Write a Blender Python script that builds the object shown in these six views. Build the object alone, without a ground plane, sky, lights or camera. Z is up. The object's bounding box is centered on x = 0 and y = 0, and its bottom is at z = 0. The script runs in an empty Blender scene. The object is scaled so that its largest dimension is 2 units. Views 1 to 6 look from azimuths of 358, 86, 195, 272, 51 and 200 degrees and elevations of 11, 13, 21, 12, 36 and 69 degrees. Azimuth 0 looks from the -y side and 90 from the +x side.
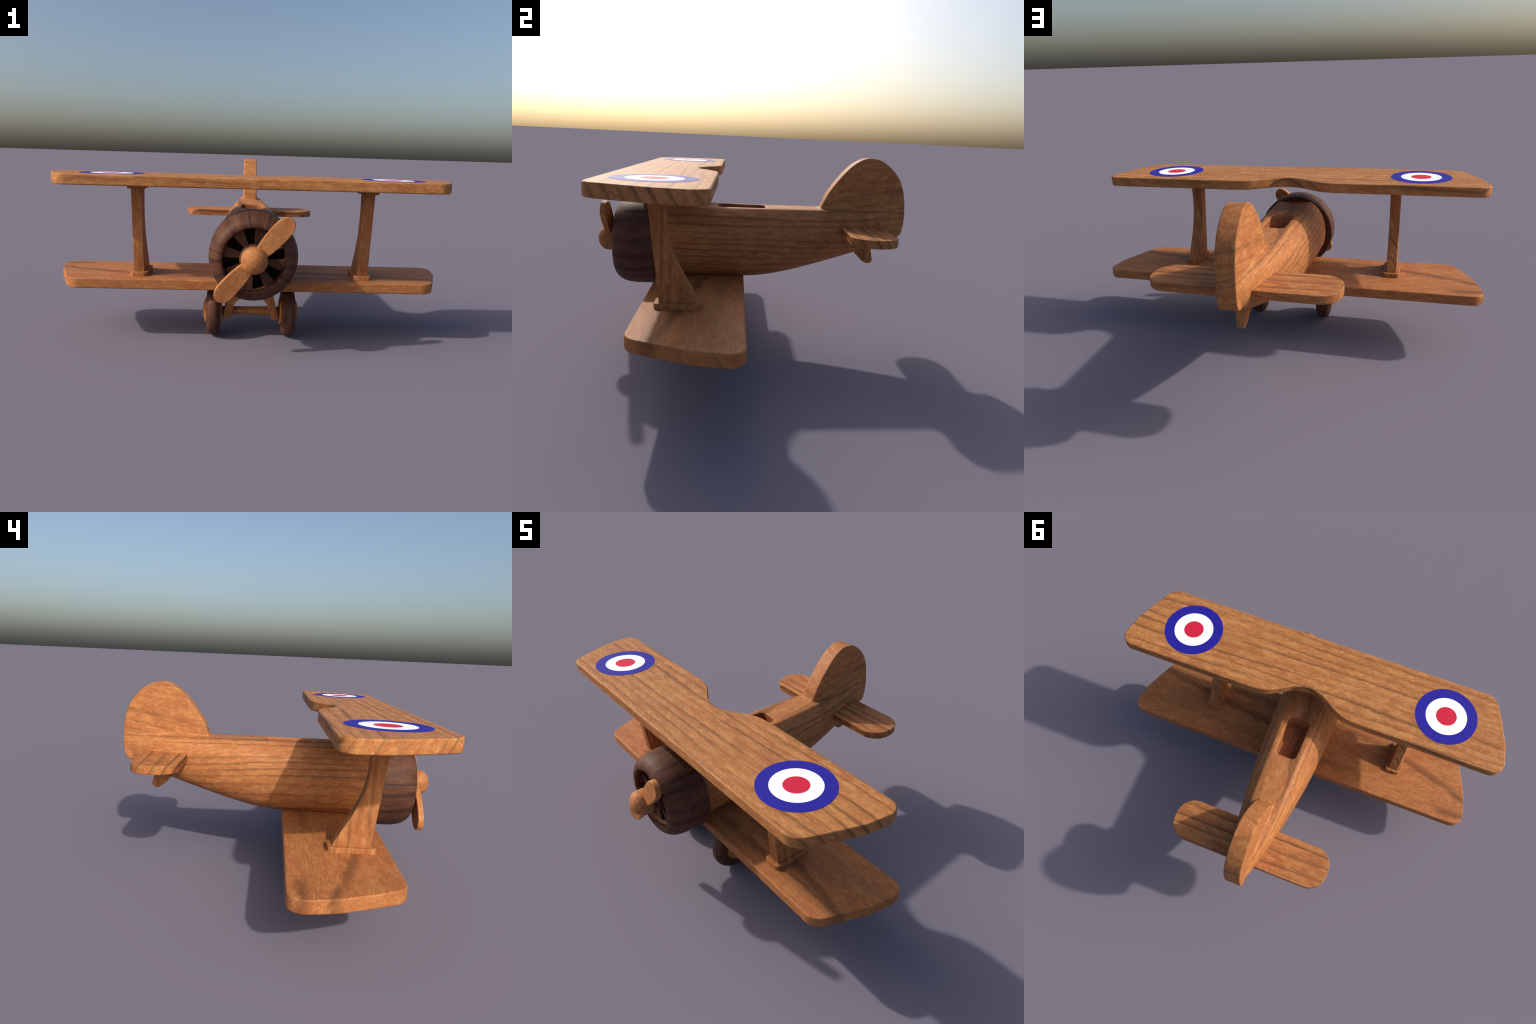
"""Wooden toy biplane: two timber kinds (pale teak, dark walnut), painted roundels."""
import bpy, bmesh, math
from mathutils import Vector, Matrix

# ------------------------------------------------------------------ materials
def lin(c):
    """sRGB 0-255 -> linear rgba"""
    out = []
    for v in c:
        v /= 255.0
        out.append(v / 12.92 if v <= 0.04045 else ((v + 0.055) / 1.055) ** 2.4)
    return (*out, 1.0)


class Nodes:
    def __init__(self, name):
        self.mat = bpy.data.materials.new(name)
        self.mat.use_nodes = True
        self.nt = self.mat.node_tree
        self.nt.nodes.clear()
        self.out = self.nt.nodes.new("ShaderNodeOutputMaterial")
        self.bsdf = self.nt.nodes.new("ShaderNodeBsdfPrincipled")
        self.nt.links.new(self.bsdf.outputs[0], self.out.inputs[0])

    def n(self, kind, **props):
        nd = self.nt.nodes.new(kind)
        for k, v in props.items():
            setattr(nd, k, v)
        return nd

    def put(self, sock, val):
        if hasattr(val, "is_output"):
            self.nt.links.new(val, sock)
        else:
            sock.default_value = val

    def math(self, op, a, b=0.0, c=0.0, clamp=False):
        nd = self.n("ShaderNodeMath", operation=op, use_clamp=clamp)
        self.put(nd.inputs[0], a)
        self.put(nd.inputs[1], b)
        self.put(nd.inputs[2], c)
        return nd.outputs[0]

    def vec(self, x, y, z):
        nd = self.n("ShaderNodeCombineXYZ")
        for i, v in enumerate((x, y, z)):
            self.put(nd.inputs[i], v)
        return nd.outputs[0]

    def noise(self, vec, scale=1.0, detail=3.0, rough=0.55, dist=0.0):
        nd = self.n("ShaderNodeTexNoise", noise_dimensions="3D")
        self.put(nd.inputs["Vector"], vec)
        nd.inputs["Scale"].default_value = scale
        nd.inputs["Detail"].default_value = detail
        nd.inputs["Roughness"].default_value = rough
        nd.inputs["Distortion"].default_value = dist
        return nd.outputs["Fac"]

    def range(self, v, a, b, lo=0.0, hi=1.0, smooth=True):
        nd = self.n("ShaderNodeMapRange", interpolation_type="SMOOTHSTEP" if smooth else "LINEAR")
        self.put(nd.inputs["Value"], v)
        for k, x in (("From Min", a), ("From Max", b), ("To Min", lo), ("To Max", hi)):
            nd.inputs[k].default_value = x
        return nd.outputs[0]

    def mix(self, fac, a, b):
        nd = self.n("ShaderNodeMix", data_type="RGBA")
        self.put(nd.inputs[0], fac)
        self.put(nd.inputs[6], a)
        self.put(nd.inputs[7], b)
        return nd.outputs[2]


SPEC = 0.20
TEAK = dict(base=(176, 112, 65), pale=(193, 131, 79), red=(166, 98, 58), dark=(104, 67, 40))
GOLDEN = dict(base=(180, 117, 67), pale=(198, 138, 82), red=(168, 104, 61), dark=(103, 68, 40))
REDDISH = dict(base=(164, 100, 60), pale=(176, 112, 68), red=(138, 72, 44), dark=(96, 52, 34))
RUDDY = dict(base=(170, 110, 64), pale=(186, 128, 78), red=(160, 94, 56), dark=(112, 70, 40))
WALNUT = dict(base=(87, 55, 39), pale=(105, 68, 48), red=(92, 53, 37), dark=(42, 29, 31))


def wood(name, grain, across, pal, seed, period=0.055, tilt=0.35, ring=0.75,
         slope=0.0, cloud=0.5, mottle=0.85, veins=(), polar=None, straight=1.0, even=0.15, rough=0.58):
    """Timber with fibres along `grain` and growth rings stepping along `across`.
    slope: skew of the rings against the grain; arc: one broad smoky vein."""
    N = Nodes(name)
    tc = N.n("ShaderNodeTexCoord").outputs["Object"]
    sep = N.n("ShaderNodeSeparateXYZ")
    N.put(sep.inputs[0], tc)
    ax = "XYZ"
    depth = [c for c in ax if c not in (grain, across)][0]
    g0, a0, d = sep.outputs[grain], sep.outputs[across], sep.outputs[depth]
    if polar:
        # turned part: fibres run over the rim, streaks step round the axis
        dz = N.math("SUBTRACT", sep.outputs["Z"], polar[0])
        r = N.math("SQRT", N.math("ADD", N.math("MULTIPLY", dz, dz), N.math("MULTIPLY", sep.outputs["X"], sep.outputs["X"])))
        a0 = N.math("MULTIPLY", N.math("ARCTAN2", sep.outputs["X"], dz), polar[1])
        g0 = N.math("SUBTRACT", sep.outputs["Y"], r)
        d = N.math("MULTIPLY", g0, 0.05)
    g = N.math("ADD", g0, seed * 1.37)
    a = N.math("ADD", a0, N.math("MULTIPLY", d, tilt))
    a = N.math("ADD", a, N.math("MULTIPLY", g0, slope))
    a = N.math("ADD", a, seed * 0.731)
    # uneven ring spacing and wander
    warp = N.noise(N.vec(N.math("MULTIPLY", g, 0.75), N.math("MULTIPLY", a, 6.0), seed), 1.0, 2.0, 0.45)
    wig = N.noise(N.vec(N.math("MULTIPLY", g, 13.0), N.math("MULTIPLY", a, 60.0), seed + 4), 1.0, 3.0, 0.65)
    frz = N.noise(N.vec(N.math("MULTIPLY", g, 30.0), N.math("MULTIPLY", a, 260.0), N.math("MULTIPLY", d, 260.0)), 1.0, 2.0, 0.6)
    aw = N.math("ADD", a, N.math("MULTIPLY", N.math("SUBTRACT", warp, 0.5), 0.11 * straight))
    aw = N.math("ADD", aw, N.math("MULTIPLY", N.math("SUBTRACT", wig, 0.5), 0.012))
    aw = N.math("ADD", aw, N.math("MULTIPLY", N.math("SUBTRACT", frz, 0.5), 0.010))
    saw = N.math("FRACT", N.math("DIVIDE", aw, period))
    core = N.math("MULTIPLY", N.range(saw, 0.60, 0.84), N.range(saw, 0.84, 1.0, 1.0, 0.0))
    halo = N.range(saw, 0.20, 0.84)
    halo = N.math("MULTIPLY", halo, N.range(saw, 0.84, 1.0, 0.38, 0.0))
    line = N.math("ADD", N.math("MULTIPLY", core, 0.66), halo)
    # ring strength differs from ring to ring and along its length
    amp = N.noise(N.vec(N.math("MULTIPLY", g, 0.9), N.math("MULTIPLY", aw, 14.0), seed + 9), 1.0, 2.0, 0.5)
    amp = N.range(amp, 0.36, 0.60, even, 1.0)
    line = N.math("MULTIPLY", line, amp)
    # fibres and pores
    fib = N.noise(N.vec(N.math("MULTIPLY", g, 11.0), N.math("MULTIPLY", a, 230.0), N.math("MULTIPLY", d, 230.0)), 1.0, 3.0, 0.6)
    pore = N.noise(N.vec(N.math("MULTIPLY", g, 26.0), N.math("MULTIPLY", a, 190.0), N.math("MULTIPLY", d, 190.0)), 1.0, 1.0, 0.5)
    pore = N.range(pore, 0.60, 0.74)
    mott = N.noise(N.vec(N.math("MULTIPLY", g, 16.0), N.math("MULTIPLY", a, 34.0), N.math("MULTIPLY", d, 34.0)), 1.0, 4.0, 0.6)
    big = N.noise(N.vec(N.math("MULTIPLY", g, 2.2), N.math("MULTIPLY", a, 9.0), N.math("MULTIPLY", d, 9.0)), 1.0, 2.0, 0.5)
    col = N.mix(N.range(big, 0.35, 0.65, 0.0, cloud), lin(pal["base"]), lin(pal["red"]))
    col = N.mix(N.math("MULTIPLY", N.range(mott, 0.42, 0.62), mottle), col, lin(pal["pale"]))
    grey = [(x + y) / 2 for x, y in zip(pal["dark"], pal["base"])]
    fleck = N.noise(N.vec(N.math("MULTIPLY", g, 48.0), N.math("MULTIPLY", a, 105.0), N.math("MULTIPLY", d, 105.0)), 1.0, 2.0, 0.6)
    col = N.mix(N.math("MULTIPLY", N.range(fleck, 0.50, 0.68), 0.38), col, lin(grey))
    col = N.mix(N.math("MULTIPLY", N.range(fleck, 0.32, 0.46, 1.0, 0.0), 0.38), col, lin([min(255, x * 1.1) for x in pal["pale"]]))
    col = N.mix(N.math("MULTIPLY", N.range(fib, 0.47, 0.66), 0.52), col, lin(grey))
    col = N.mix(N.math("MULTIPLY", pore, 0.55), col, lin(grey))
    col = N.mix(N.math("MULTIPLY", line, ring), col, lin(pal["dark"]))
    for c0, c1, c2, lo, hi in veins:
        # smoky vein: across = c0 + c1*x + c2*x*x between lo and hi, soft ragged edges
        x = sep.outputs[grain]
        f = N.math("ADD", N.math("MULTIPLY", x, N.math("ADD", N.math("MULTIPLY", x, c2), c1)), c0)
        dist = N.math("SUBTRACT", a0, f)
        dist = N.math("ADD", dist, N.math("MULTIPLY", N.math("SUBTRACT", mott, 0.5), 0.045))
        dist = N.math("ADD", dist, N.math("MULTIPLY", N.math("SUBTRACT", frz, 0.5), 0.03))
        band = N.math("MULTIPLY", N.range(dist, -0.045, 0.0), N.range(dist, 0.0, 0.030, 1.0, 0.0))
        reach = N.math("MULTIPLY", N.range(x, lo, lo + 0.12), N.range(x, hi - 0.12, hi, 1.0, 0.0))
        band = N.math("MULTIPLY", N.math("MULTIPLY", band, reach), N.range(big, 0.30, 0.55, 0.55, 1.0))
        col = N.mix(N.math("MULTIPLY", band, 0.72), col, lin(pal["dark"]))
    N.put(N.bsdf.inputs["Base Color"], col)
    N.bsdf.inputs["Roughness"].default_value = rough
    N.bsdf.inputs["Specular IOR Level"].default_value = SPEC
    bump = N.n("ShaderNodeBump")
    bump.inputs["Strength"].default_value = 0.25
    bump.inputs["Distance"].default_value = 0.0015
    N.put(bump.inputs["Height"], N.math("SUBTRACT", fib, N.math("MULTIPLY", pore, 0.5)))
    N.put(N.bsdf.inputs["Normal"], bump.outputs[0])
    return N.mat


def paint(name, rgb, rough=0.58):
    N = Nodes(name)
    tc = N.n("ShaderNodeTexCoord").outputs["Object"]
    v = N.noise(tc, 60.0, 2.0)
    dk = [x * 0.97 for x in rgb]
    N.put(N.bsdf.inputs["Base Color"], N.mix(N.range(v, 0.35, 0.65), lin(rgb), lin(dk)))
    N.bsdf.inputs["Roughness"].default_value = rough
    N.bsdf.inputs["Specular IOR Level"].default_value = SPEC
    return N.mat


# ------------------------------------------------------------------ mesh helpers
def new_object(name, bm, mat, parent=None, smooth=True, weighted=True):
    bmesh.ops.recalc_face_normals(bm, faces=bm.faces)
    me = bpy.data.meshes.new(name)
    bm.to_mesh(me)
    bm.free()
    if smooth:
        me.polygons.foreach_set("use_smooth", [True] * len(me.polygons))
    me.materials.append(mat)
    ob = bpy.data.objects.new(name, me)
    bpy.context.scene.collection.objects.link(ob)
    if parent:
        ob.parent = parent
    if weighted:
        w = ob.modifiers.new("weighted", "WEIGHTED_NORMAL")
        w.keep_sharp = True
        w.weight = 100
    return ob


def spline(points, per=8, closed=False):
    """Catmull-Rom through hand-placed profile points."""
    n = len(points)
    out = []
    last = n if closed else n - 1
    for i in range(last):
        def P(k):
            return points[k % n] if closed else points[max(0, min(n - 1, k))]
        p0, p1, p2, p3 = (Vector(P(i + k)) for k in (-1, 0, 1, 2))
        for j in range(per):
            t = j / per
            out.append(0.5 * ((2 * p1) + (p2 - p0) * t + (2 * p0 - 5 * p1 + 4 * p2 - p3) * t * t
                              + (3 * p1 - p0 - 3 * p2 + p3) * t ** 3))
    if not closed:
        out.append(Vector(points[-1]))
    return out


def rounded(corners, steps=8):
    """Polygon of (x, y, radius) corners -> outline with arc fillets."""
    n = len(corners)
    out = []
    for i in range(n):
        p = Vector(corners[i][:2])
        r = corners[i][2]
        a = (Vector(corners[i - 1][:2]) - p).normalized()
        b = (Vector(corners[(i + 1) % n][:2]) - p).normalized()
        if r <= 0:
            out.append(p)
            continue
        ang = a.angle(b)
        t = r / math.tan(ang / 2)
        c = p + (a + b).normalized() * (r / math.sin(ang / 2))
        s, e = p + a * t - c, p + b * t - c
        a0 = math.atan2(s.y, s.x)
        da = (math.atan2(e.y, e.x) - a0 + math.pi) % (2 * math.pi) - math.pi
        for k in range(steps + 1):
            th = a0 + da * k / steps
            out.append(c + Vector((math.cos(th), math.sin(th))) * r)
    return out


def tidy(outline, eps=1e-4):
    res = []
    for p in outline:
        if not res or (p - res[-1]).length > eps:
            res.append(Vector(p))
    if (res[0] - res[-1]).length < eps:
        res.pop()
    area = sum(res[i - 1].x * res[i].y - res[i].x * res[i - 1].y for i in range(len(res)))
    if area < 0:
        res.reverse()
    return res


def inset(outline, d):
    n = len(outline)
    res = []
    for i in range(n):
        p = outline[i]
        e1 = (p - outline[i - 1]).normalized()
        e2 = (outline[(i + 1) % n] - p).normalized()
        n1, n2 = Vector((-e1.y, e1.x)), Vector((-e2.y, e2.x))
        m = (n1 + n2)
        m = m / max(0.35, m.dot(n1)) if m.length > 1e-6 else n1
        res.append(p + m * d)
    return res


def plate_bm(outline, h0, h1, fillet, place, steps=4):
    """Slab with a rounded rim: outline swept from h0 to h1; place maps (a, b, h) to xyz."""
    o = tidy(outline)
    bm = bmesh.new()
    levels = []
    for k in range(steps + 1):
        th = math.pi / 2 * k / steps
        levels.append((fillet * (1 - math.sin(th)), h0 + fillet * (1 - math.cos(th))))
    for k in range(steps, -1, -1):
        th = math.pi / 2 * k / steps
        levels.append((fillet * (1 - math.sin(th)), h1 - fillet * (1 - math.cos(th))))
    rings = []
    for d, h in levels:
        rings.append([bm.verts.new(place(p.x, p.y, h)) for p in inset(o, d)])
    n = len(o)
    for r0, r1 in zip(rings, rings[1:]):
        for i in range(n):
            j = (i + 1) % n
            bm.faces.new((r0[i], r0[j], r1[j], r1[i]))
    bm.faces.new(rings[0][::-1])
    bm.faces.new(rings[-1])
    return bm


XY = lambda a, b, h: (a, b, h)
YZ = lambda a, b, h: (h, a, b)
XZ = lambda a, b, h: (a, h, b)


def turned_bm(profile, place, seg=96, closed=False):
    """Lathe work: profile of (radius, height) spun about an axis."""
    bm = bmesh.new()
    rings = []
    for r, h in profile:
        if r < 1e-6:
            rings.append([bm.verts.new(place(0, 0, h))])
        else:
            rings.append([bm.verts.new(place(r * math.cos(2 * math.pi * i / seg),
                                             r * math.sin(2 * math.pi * i / seg), h)) for i in range(seg)])
    pairs = list(zip(rings, rings[1:]))
    if closed:
        pairs.append((rings[-1], rings[0]))
    for r0, r1 in pairs:
        for i in range(seg):
            j = (i + 1) % seg
            if len(r0) == 1 and len(r1) == 1:
                continue
            if len(r0) == 1:
                bm.faces.new((r0[0], r1[i], r1[j]))
            elif len(r1) == 1:
                bm.faces.new((r0[i], r0[j], r1[0]))
            else:
                bm.faces.new((r0[i], r0[j], r1[j], r1[i]))
    return bm


def interp(table, x):
    if x <= table[0][0]:
        return table[0][1]
    for (x0, y0), (x1, y1) in zip(table, table[1:]):
        if x <= x1:
            return y0 + (y1 - y0) * (x - x0) / (x1 - x0)
    return table[-1][1]


# ------------------------------------------------------------------ the plane
plane = bpy.data.objects.new("toy_biplane", None)
bpy.context.scene.collection.objects.link(plane)
plane["label"] = "wooden toy biplane with dark cowling and painted roundels"
plane["category"] = "toy plane"

m_top = wood("teak_upper_wing", "X", "Y", GOLDEN, 1.0, period=0.046, tilt=0.6, ring=0.74, cloud=0.7)
m_low = wood("teak_lower_wing", "X", "Y", TEAK, 2.3, period=0.12, tilt=0.7, ring=0.25, cloud=0.75, mottle=0.55,
             veins=((-0.375, 0.0, 0.20, -1.2, 0.06), (-0.20, -0.15, 0.0, 0.05, 1.2), (-0.125, 0.0, 0.0, -0.40, -0.05),
                    (-0.085, 0.0, 0.0, -1.2, -0.78), (-0.36, 0.0, 0.0, 0.1, 1.0)))
m_fus = wood("teak_fuselage", "Y", "Z", TEAK, 3.1, period=0.033, tilt=0.25, ring=0.66, slope=0.03, cloud=0.6)
m_pit = wood("teak_cockpit", "Y", "X", REDDISH, 3.9, period=0.03, tilt=0.4, ring=0.6, cloud=0.8)
m_fin = wood("teak_fin", "Y", "Z", TEAK, 3.6, period=0.050, tilt=0.15, ring=0.48, slope=-0.22, cloud=0.6)
m_stab = wood("teak_tailplane", "X", "Y", TEAK, 4.7, period=0.043, tilt=0.5, ring=0.90, cloud=0.8)
m_strut = wood("teak_strut", "Z", "Y", RUDDY, 5.2, period=0.04, tilt=0.5, ring=0.55)
m_gear = wood("teak_gear", "Z", "X", RUDDY, 6.4, period=0.05, tilt=0.5, ring=0.4)
m_axle = wood("teak_axle", "X", "Z", RUDDY, 6.9, period=0.03, tilt=0.5, ring=0.4)
m_hub = wood("teak_wheel_hub", "Z", "Y", TEAK, 7.5, period=0.03, tilt=0.5, ring=0.4)
m_prop = wood("teak_propeller", "X", "Y", TEAK, 8.3, period=0.035, tilt=0.5, ring=0.3, cloud=0.3)
m_spin = wood("teak_propeller_hub", "Z", "X", TEAK, 8.9, period=0.03, tilt=0.4, ring=0.4, slope=-0.7, cloud=0.3)
m_cowl = wood("walnut_cowling", "Y", "X", WALNUT, 9.6, period=0.064, tilt=0.0, ring=0.66, polar=(0.457, 0.19), straight=1.6, even=0.35)
m_engine = wood("walnut_engine", "Z", "X", WALNUT, 10.2, period=0.05, tilt=0.3, ring=0.5)
m_tyre = wood("walnut_tyre", "Z", "Y", WALNUT, 11.4, period=0.04, tilt=0.6, ring=0.7)
m_blue = paint("roundel_blue", (38, 33, 152))
m_white = paint("roundel_white", (252, 252, 252))
m_red = paint("roundel_red", (210, 38, 66))


# --- wings -------------------------------------------------------------------
def wing_half(front, rear):
    """Right-hand tip outline from the leading edge round to the trailing edge."""
    k = front
    tip = rounded([(0.0, front, 0), (0.884, front, 0.078), (0.932, front + 0.11, 0.25), (0.983, front + 0.24, 0.25),
                   (1.0115, rear, 0.058), (0.0, rear, 0)], 10)
    return tip[1:-1]


def wing_outline(front, rear, notch=None):
    right = wing_half(front, rear)
    left = [Vector((-p.x, p.y)) for p in reversed(right)]
    tail = []
    if notch:
        half = spline([Vector(p) for p in notch], 6)
        tail = half + [Vector((-p.x, p.y)) for p in reversed(half[:-1])]
    return right + tail + left


NOTCH = [(0.300, -0.160), (0.235, -0.164), (0.185, -0.177), (0.130, -0.208), (0.072, -0.245), (0.0, -0.261)]
WT0, WT1 = 0.7620, 0.8112
WL0, WL1 = 0.2615, 0.3122
upper = new_object("upper_wing", plate_bm(wing_outline(-0.5635, -0.160, NOTCH), WT0, WT1, 0.0065, XY), m_top, plane)
lower = new_object("lower_wing", plate_bm(wing_outline(-0.443, -0.037), WL0, WL1, 0.0065, XY), m_low, plane)

# --- roundels on the upper wing ------------------------------------------------
def disc(name, r0, r1, mat, parent, cx, cy):
    place = lambda a, b, h: (cx + a, cy + b, h)
    zb, zt = WT1 - 0.002, WT1 + 0.0008
    if r0 > 0:
        prof = [(r0, zb), (r1, zb), (r1, zt), (r0, zt)]
        bm = turned_bm(prof, place, 96, closed=True)
    else:
        bm = turned_bm([(0, zb), (r1, zb), (r1, zt), (0, zt)], place, 96)
    return new_object(name, bm, mat, parent, smooth=False, weighted=False)


for s in (1, -1):
    rd = disc("roundel", 0.101, 0.1515, m_blue, plane, 0.677 * s, -0.364)
    disc("roundel_ring", 0.0505, 0.101, m_white, rd, 0.677 * s, -0.364)
    disc("roundel_centre", 0.0, 0.0505, m_red, rd, 0.677 * s, -0.364)

# --- interplane struts ---------------------------------------------------------
STRUT_BACK = [(-0.210, 0.318), (-0.216, 0.340), (-0.249, 0.402), (-0.279, 0.456), (-0.312, 0.530),
              (-0.329, 0.600), (-0.333, 0.660), (-0.332, 0.710), (-0.330, 0.765)]
back = spline([Vector((-0.09 + (y + 0.09) * 1.0265, z)) for y, z in STRUT_BACK], 6)
strut_profile = back + [Vector((-0.413, 0.765)), Vector((-0.365, 0.318))]
for s in (1, -1):
    x0, x1 = sorted((0.530 * s, 0.583 * s))
    st = new_object("strut", plate_bm(strut_profile, x0, x1, 0.004, YZ, 3), m_strut, plane)
    xa, xb = sorted((0.514 * s, 0.599 * s))
    foot = rounded([(xa, -0.386, 0.018), (xb, -0.386, 0.018), (xb, -0.201, 0.018), (xa, -0.201, 0.018)], 6)
    new_object("strut_foot", plate_bm(foot, WL1 - 0.004, WL1 + 0.021, 0.003, XY, 2), m_strut, st)
    head = rounded([(xa, -0.432, 0.018), (xb, -0.432, 0.018), (xb, -0.312, 0.018), (xa, -0.312, 0.018)], 6)
    new_object("strut_head", plate_bm(head, WT0 - 0.019, WT0 + 0.004, 0.003, XY, 2), m_strut, st)

# --- fuselage with tail fin: one carved body ---------------------------------------
WIDTH = [(-0.47, .171), (-.30, .171), (-.15, .167), (0, .158), (.15, .145), (.30, .126), (.41, .109), (.52, .087),
         (.61, .065), (.66, .053), (.705, .041)]
BELLY = [(-0.47, .297), (-.05, .297), (.02, .300), (.10, .312), (.19, .333), (.27, .356), (.36, .384), (.45, .414),
         (.53, .440), (.62, .476), (.705, .515)]
TOPZ = [(-0.47, .637), (.0, .638), (.32, .641), (.705, .644)]
CENTRE = [(-0.47, .468), (0, .475), (.3, .520), (.55, .560), (.705, .582)]
CROWN = [(-0.47, .659), (.0, .660), (.32, .663), (.705, .658)]      # round crown planed off flat at TOPZ
POWER = [(-0.47, 2.2), (-.1, 2.15), (.15, 2.08), (.32, 2.05), (.705, 2.2)]
LOWPOW = [(-0.47, 2.30), (-.2, 2.22), (.0, 2.08), (.3, 2.12), (.705, 2.4)]


def section(y, n=96):
    w, b, t, c = interp(WIDTH, y), interp(BELLY, y), interp(CROWN, y), interp(CENTRE, y)
    pts = []
    for i in range(n):
        th = 2 * math.pi * i / n
        e = 2 / interp(POWER if math.sin(th) >= 0 else LOWPOW, y)
        cx, sz = math.cos(th), math.sin(th)
        x = math.copysign(abs(cx) ** e, cx) * w
        z = math.copysign(abs(sz) ** e, sz)
        pts.append((x, y, min(interp(TOPZ, y), c + z * ((t - c) if z > 0 else (c - b)))))
    return pts


bm = bmesh.new()
rings = []
ny = 90
for k in range(ny + 1):
    y = -0.47 + (0.705 + 0.47) * k / ny
    rings.append([bm.verts.new(p) for p in section(y)])
for r0, r1 in zip(rings, rings[1:]):
    for i in range(96):
        j = (i + 1) % 96
        bm.faces.new((r0[i], r0[j], r1[j], r1[i]))
bm.faces.new(rings[0][::-1])
bm.faces.new(rings[-1])
body = new_object("fuselage", bm, m_fus, plane, weighted=False)

cut = rounded([(-.058, -.197, .030), (.058, -.197, .030), (.053, .058, .024), (-.053, .058, .024)], 6)
cut_bm = plate_bm(cut, 0.553, 0.75, 0.004, XY, 2)
for v in cut_bm.verts:      # front wall leans back
    if v.co.z < 0.6 and v.co.y < -0.1:
        v.co.y += 0.045
cutter = new_object("cutter", cut_bm, m_fus)

FIN = [(0.300, 0.600), (0.314, 0.642), (0.331, 0.680), (0.351, 0.720), (0.384, 0.767), (0.429, 0.822), (0.474, 0.862),
       (0.519, 0.885), (0.557, 0.889), (0.605, 0.878), (0.655, 0.845), (0.694, 0.802), (0.718, 0.757), (0.734, 0.700),
       (0.741, 0.640), (0.741, 0.585), (0.735, 0.545), (0.724, 0.525), (0.700, 0.514), (0.660, 0.520)]
FIN = [(y + interp([(0.30, 0.006), (0.50, 0.001), (0.70, -0.006), (0.74, -0.0095)], y), z) for y, z in FIN]
fin_outline = spline([Vector(p) for p in FIN], 6) + [Vector((0.5, 0.56))]
fin = new_object("fin_blank", plate_bm(fin_outline, -0.0405, 0.0405, 0.003, YZ, 2), m_fus)


def apply_all(ob):
    dg = bpy.context.evaluated_depsgraph_get()
    me = bpy.data.meshes.new_from_object(ob.evaluated_get(dg), depsgraph=dg)
    ob.modifiers.clear()
    ob.data = me


for o in (cutter, fin):
    o.modifiers.clear()
md = body.modifiers.new("cockpit", "BOOLEAN")
md.operation, md.object, md.solver = "DIFFERENCE", cutter, "EXACT"
bpy.context.view_layer.update()
apply_all(body)
bm = bmesh.new()
bm.from_mesh(body.data)
bm.from_mesh(fin.data)
bm.to_mesh(body.data)
bm.free()
for o in (cutter, fin):
    bpy.data.objects.remove(o)
rm = body.modifiers.new("fuse", "REMESH")
rm.mode, rm.voxel_size, rm.use_smooth_shade = "VOXEL", 0.0036, True
bpy.context.view_layer.update()
apply_all(body)


def relax(ob, iters, factor, where=None):
    me = ob.data
    if where:
        vg = ob.vertex_groups.new(name="w")
        for v in me.vertices:
            w = where(v.co)
            if w > 0:
                vg.add([v.index], w, "REPLACE")
    sm = ob.modifiers.new("relax", "SMOOTH")
    sm.iterations, sm.factor = iters, factor
    if where:
        sm.vertex_group = "w"
    bpy.context.view_layer.update()
    apply_all(ob)
    ob.vertex_groups.clear()


def near_fin_root(p):
    if p.y < 0.29 or p.y > 0.70 or abs(p.x) > 0.085:
        return 0.0
    return max(0.0, 1.0 - abs(p.z - 0.645) / 0.045)


relax(body, 3, 0.5)
relax(body, 26, 0.5, near_fin_root)
relax(body, 8, 0.5, lambda p: 1.0 if p.z > 0.625 and p.y < 0.30 and abs(p.x) > 0.02 else 0.0)

# split off the fin along a clean line, keeping the carved body's normals
me = body.data
me.polygons.foreach_set("use_smooth", [True] * len(me.polygons))
me.update()
normals = {tuple(round(c, 6) for c in v.co): v.normal.copy() for v in me.vertices}


def take(src, keep):
    b = bmesh.new()
    b.from_mesh(src)
    bmesh.ops.delete(b, geom=[f for f in b.faces if not keep(f.calc_center_median())], context="FACES")
    m = bpy.data.meshes.new("part")
    b.to_mesh(m)
    b.free()
    m.polygons.foreach_set("use_smooth", [True] * len(m.polygons))
    m.normals_split_custom_set_from_vertices([normals[tuple(round(c, 6) for c in v.co)] for v in m.vertices])
    m.materials.clear()
    return m


is_fin = lambda c: c.z > 0.652 and c.y > 0.30
fin_me = take(me, is_fin)
is_pit = lambda c: c.z < 0.634 and c.z > 0.545 and abs(c.x) < 0.0595 and -0.1985 < c.y < 0.0595
pit_me = take(me, is_pit)
body_me = take(me, lambda c: not is_fin(c) and not is_pit(c))
pit_me.materials.append(m_pit)
cockpit = bpy.data.objects.new("cockpit", pit_me)
bpy.context.scene.collection.objects.link(cockpit)
cockpit.parent = plane
body.data = body_me
body_me.materials.append(m_fus)
fin_me.materials.append(m_fin)
tail_fin = bpy.data.objects.new("tail_fin", fin_me)
bpy.context.scene.collection.objects.link(tail_fin)
tail_fin.parent = plane

# --- tailplane -----------------------------------------------------------------
stab = rounded([(-0.403, 0.416, 0.092), (0.403, 0.416, 0.092), (0.403, 0.622, 0.092), (-0.403, 0.622, 0.092)], 14)
new_object("tailplane", plate_bm(stab, 0.529, 0.566, 0.0035, XY), m_stab, plane)

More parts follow.
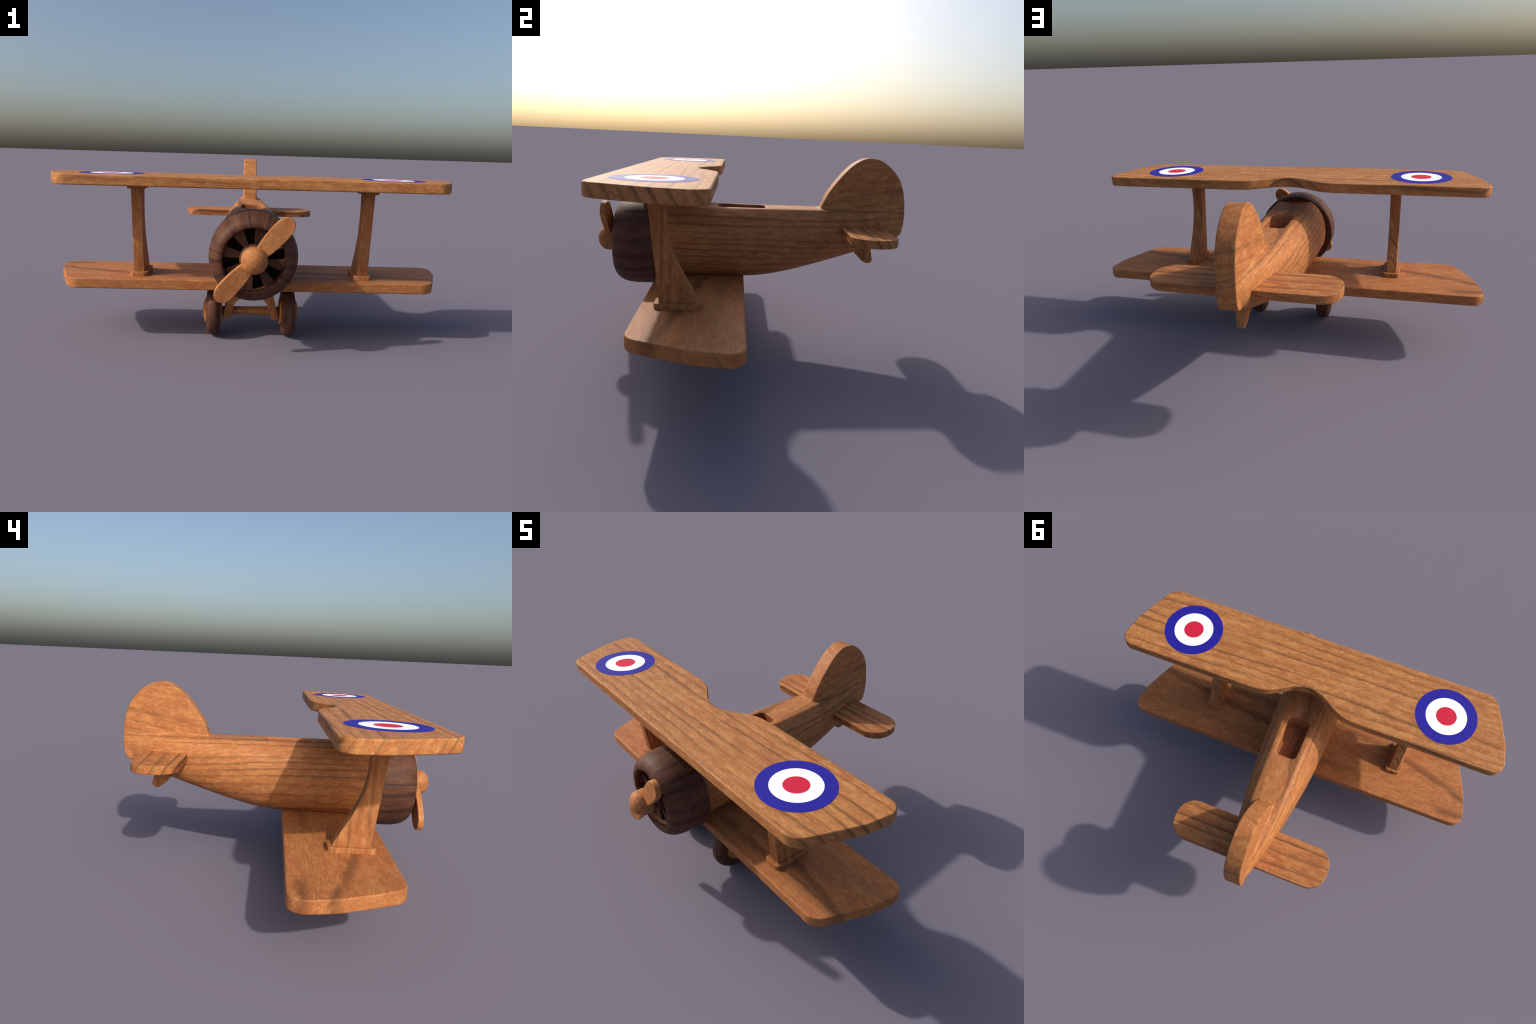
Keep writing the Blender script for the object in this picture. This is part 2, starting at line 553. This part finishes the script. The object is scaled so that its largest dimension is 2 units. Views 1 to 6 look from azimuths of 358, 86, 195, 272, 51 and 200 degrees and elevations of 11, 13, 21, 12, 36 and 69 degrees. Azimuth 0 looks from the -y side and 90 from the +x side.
# --- tail skid -------------------------------------------------------------------
SKID = [(0.500, 0.470), (0.512, 0.427), (0.532, 0.404), (0.555, 0.384), (0.575, 0.376), (0.592, 0.380), (0.600, 0.393),
        (0.594, 0.420), (0.589, 0.445), (0.588, 0.490)]
sk = plate_bm(spline([Vector(p) for p in SKID], 6), -0.020, 0.020, 0.004, YZ, 3)
for v in sk.verts:
    v.co.x *= interp([(0.376, 0.72), (0.46, 1.15)], v.co.z)
new_object("tail_skid", sk, m_strut, plane)

# --- cowling, engine ---------------------------------------------------------------
EZ = 0.457
about_y = lambda a, b, h: (a, h, EZ + b)
COWL = [(0.1405, -0.490), (0.1405, -0.622), (0.1412, -0.630), (0.1435, -0.6355), (0.148, -0.638), (0.157, -0.638),
        (0.167, -0.6355), (0.178, -0.6275), (0.1885, -0.615), (0.197, -0.599), (0.2025, -0.579), (0.2053, -0.558), (0.2065, -0.535),
        (0.2065, -0.453), (0.2045, -0.4485), (0.200, -0.4465), (0.150, -0.4465), (0.150, -0.470)]
new_object("cowling", turned_bm(COWL, about_y, 128, closed=True), m_cowl, plane)

backplate = [(0, -0.490), (0.141, -0.490), (0.141, -0.472), (0, -0.472)]
engine = new_object("engine", turned_bm(backplate, about_y, 64), m_engine, plane, smooth=False, weighted=False)
crank = spline([Vector(p) for p in [(0.066, -0.486), (0.066, -0.56), (0.066, -0.612), (0.063, -0.628), (0.054, -0.636)]], 5)
crank = [(p.x, p.y) for p in crank] + [(0.02, -0.637), (0.0, -0.637)]
new_object("crankcase", turned_bm(crank, about_y, 64), m_engine, engine)
for k in range(8):
    mid = math.radians(32.5 + 45 * k)
    hw = math.radians(11.25)
    o = [Vector((r * math.cos(mid + s * hw), r * math.sin(mid + s * hw)))
         for r, s in ((0.058, -1), (0.1412, -1), (0.1412, -0.33), (0.1412, 0.33), (0.1412, 1), (0.058, 1))]
    new_object("cylinder", plate_bm(o, -0.603, -0.488, 0.0015, lambda a, b, h: (a, h, EZ + b), 1), m_engine, engine, smooth=False, weighted=False)

# --- propeller -------------------------------------------------------------------
PZ = 0.462
PROPY = -0.668
pp = lambda a, b, h: (a, h, PZ + b)
NOSE = [(0.0, -0.630), (0.030, -0.630), (0.030, -0.638), (0.050, -0.641), (0.0575, -0.648), (0.0595, -0.660)]
dome = [(0.0595 * math.cos(t), -0.686 - 0.048 * math.sin(t)) for t in [math.pi / 2 * i / 12 for i in range(13)]]
dome[-1] = (0.0, -0.734)
prop = new_object("propeller_hub", turned_bm(NOSE + dome, pp, 64), m_spin, plane)
BLADE = [(0.025, 0.026), (0.052, 0.031), (0.075, 0.036), (0.110, 0.0405), (0.150, 0.0425), (0.185, 0.0425), (0.212, 0.039),
         (0.232, 0.029), (0.243, 0.015), (0.247, 0.0)]
half = spline([Vector(p) for p in BLADE], 5)
blade_outline = half + [Vector((p.x, -p.y)) for p in reversed(half[:-1])]
blade_bm = plate_bm(blade_outline, -0.0135, 0.0135, 0.004, XY, 3)
for v in blade_bm.verts:   # twist about the blade's length
    a = math.radians(interp([(0.0, -4), (0.25, -4)], v.co.x))
    y, z = v.co.y, v.co.z
    v.co.y, v.co.z = y * math.cos(a) - z * math.sin(a), y * math.sin(a) + z * math.cos(a)
blade = new_object("propeller_blade", blade_bm, m_prop, prop)
# local x = along blade, y = across in the disc plane, z = forward (-world y)
base = Matrix(((1, 0, 0), (0, 0, -1), (0, 1, 0))).to_4x4()
blade2 = blade.copy()
bpy.context.scene.collection.objects.link(blade2)
blade2.parent = prop
for b, ang in ((blade, 48.5), (blade2, 228.5)):
    R = Matrix.Rotation(-math.radians(ang), 4, "Y")
    flip = Matrix.Rotation(math.pi, 4, "X") if False else Matrix.Identity(4)
    b.matrix_local = Matrix.Translation((0, PROPY, PZ)) @ R @ base @ flip

# --- landing gear ------------------------------------------------------------------
GX, GY, GZ = 0.189, -0.317, 0.1265
legs_in = spline([Vector(p) for p in [(-0.106, 0.094), (-0.094, 0.135), (-0.084, 0.168), (-0.066, 0.192), (-0.040, 0.206), (0, 0.211)]], 6)
legs_in = legs_in + [Vector((-p.x, p.y)) for p in reversed(legs_in[:-1])]
leg_outline = legs_in + [Vector((0.143, 0.094)), Vector((0.100, 0.275)), Vector((-0.100, 0.275)), Vector((-0.143, 0.094))]
gear = new_object("landing_gear", plate_bm(leg_outline, GY - 0.048, GY + 0.048, 0.002, XZ, 2), m_gear, plane)
about_x = lambda a, b, h: (h, GY + a, GZ + b)
new_object("axle", turned_bm([(0, -0.17), (0.0205, -0.17), (0.0205, 0.17), (0, 0.17)], about_x, 48), m_axle, gear)
TYRE_R = GZ
tyre_prof = []
for i in range(28):
    t = 2 * math.pi * i / 28
    c, s = math.cos(t), math.sin(t)
    tyre_prof.append((0.0905 + 0.036 * math.copysign(abs(c) ** 0.85, c), 0.034 * math.copysign(abs(s) ** 0.8, s)))
hub_prof = [(0, -0.042), (0.060, -0.042), (0.066, -0.040), (0.069, -0.034), (0.0695, 0.0), (0.0695, 0.028)]
hub_prof += [(0.0695 * math.cos(t), 0.030 + 0.025 * math.sin(t)) for t in [math.pi / 2 * i / 10 for i in range(1, 10)]] + [(0, 0.055)]
for s in (1, -1):
    wx = lambda a, b, h, s=s: (s * (GX + h), GY + a, GZ + b)
    tyre = new_object("wheel_tyre", turned_bm(tyre_prof, wx, 96, closed=True), m_tyre, gear, weighted=False)
    new_object("wheel_hub", turned_bm(hub_prof, wx, 64), m_hub, tyre)
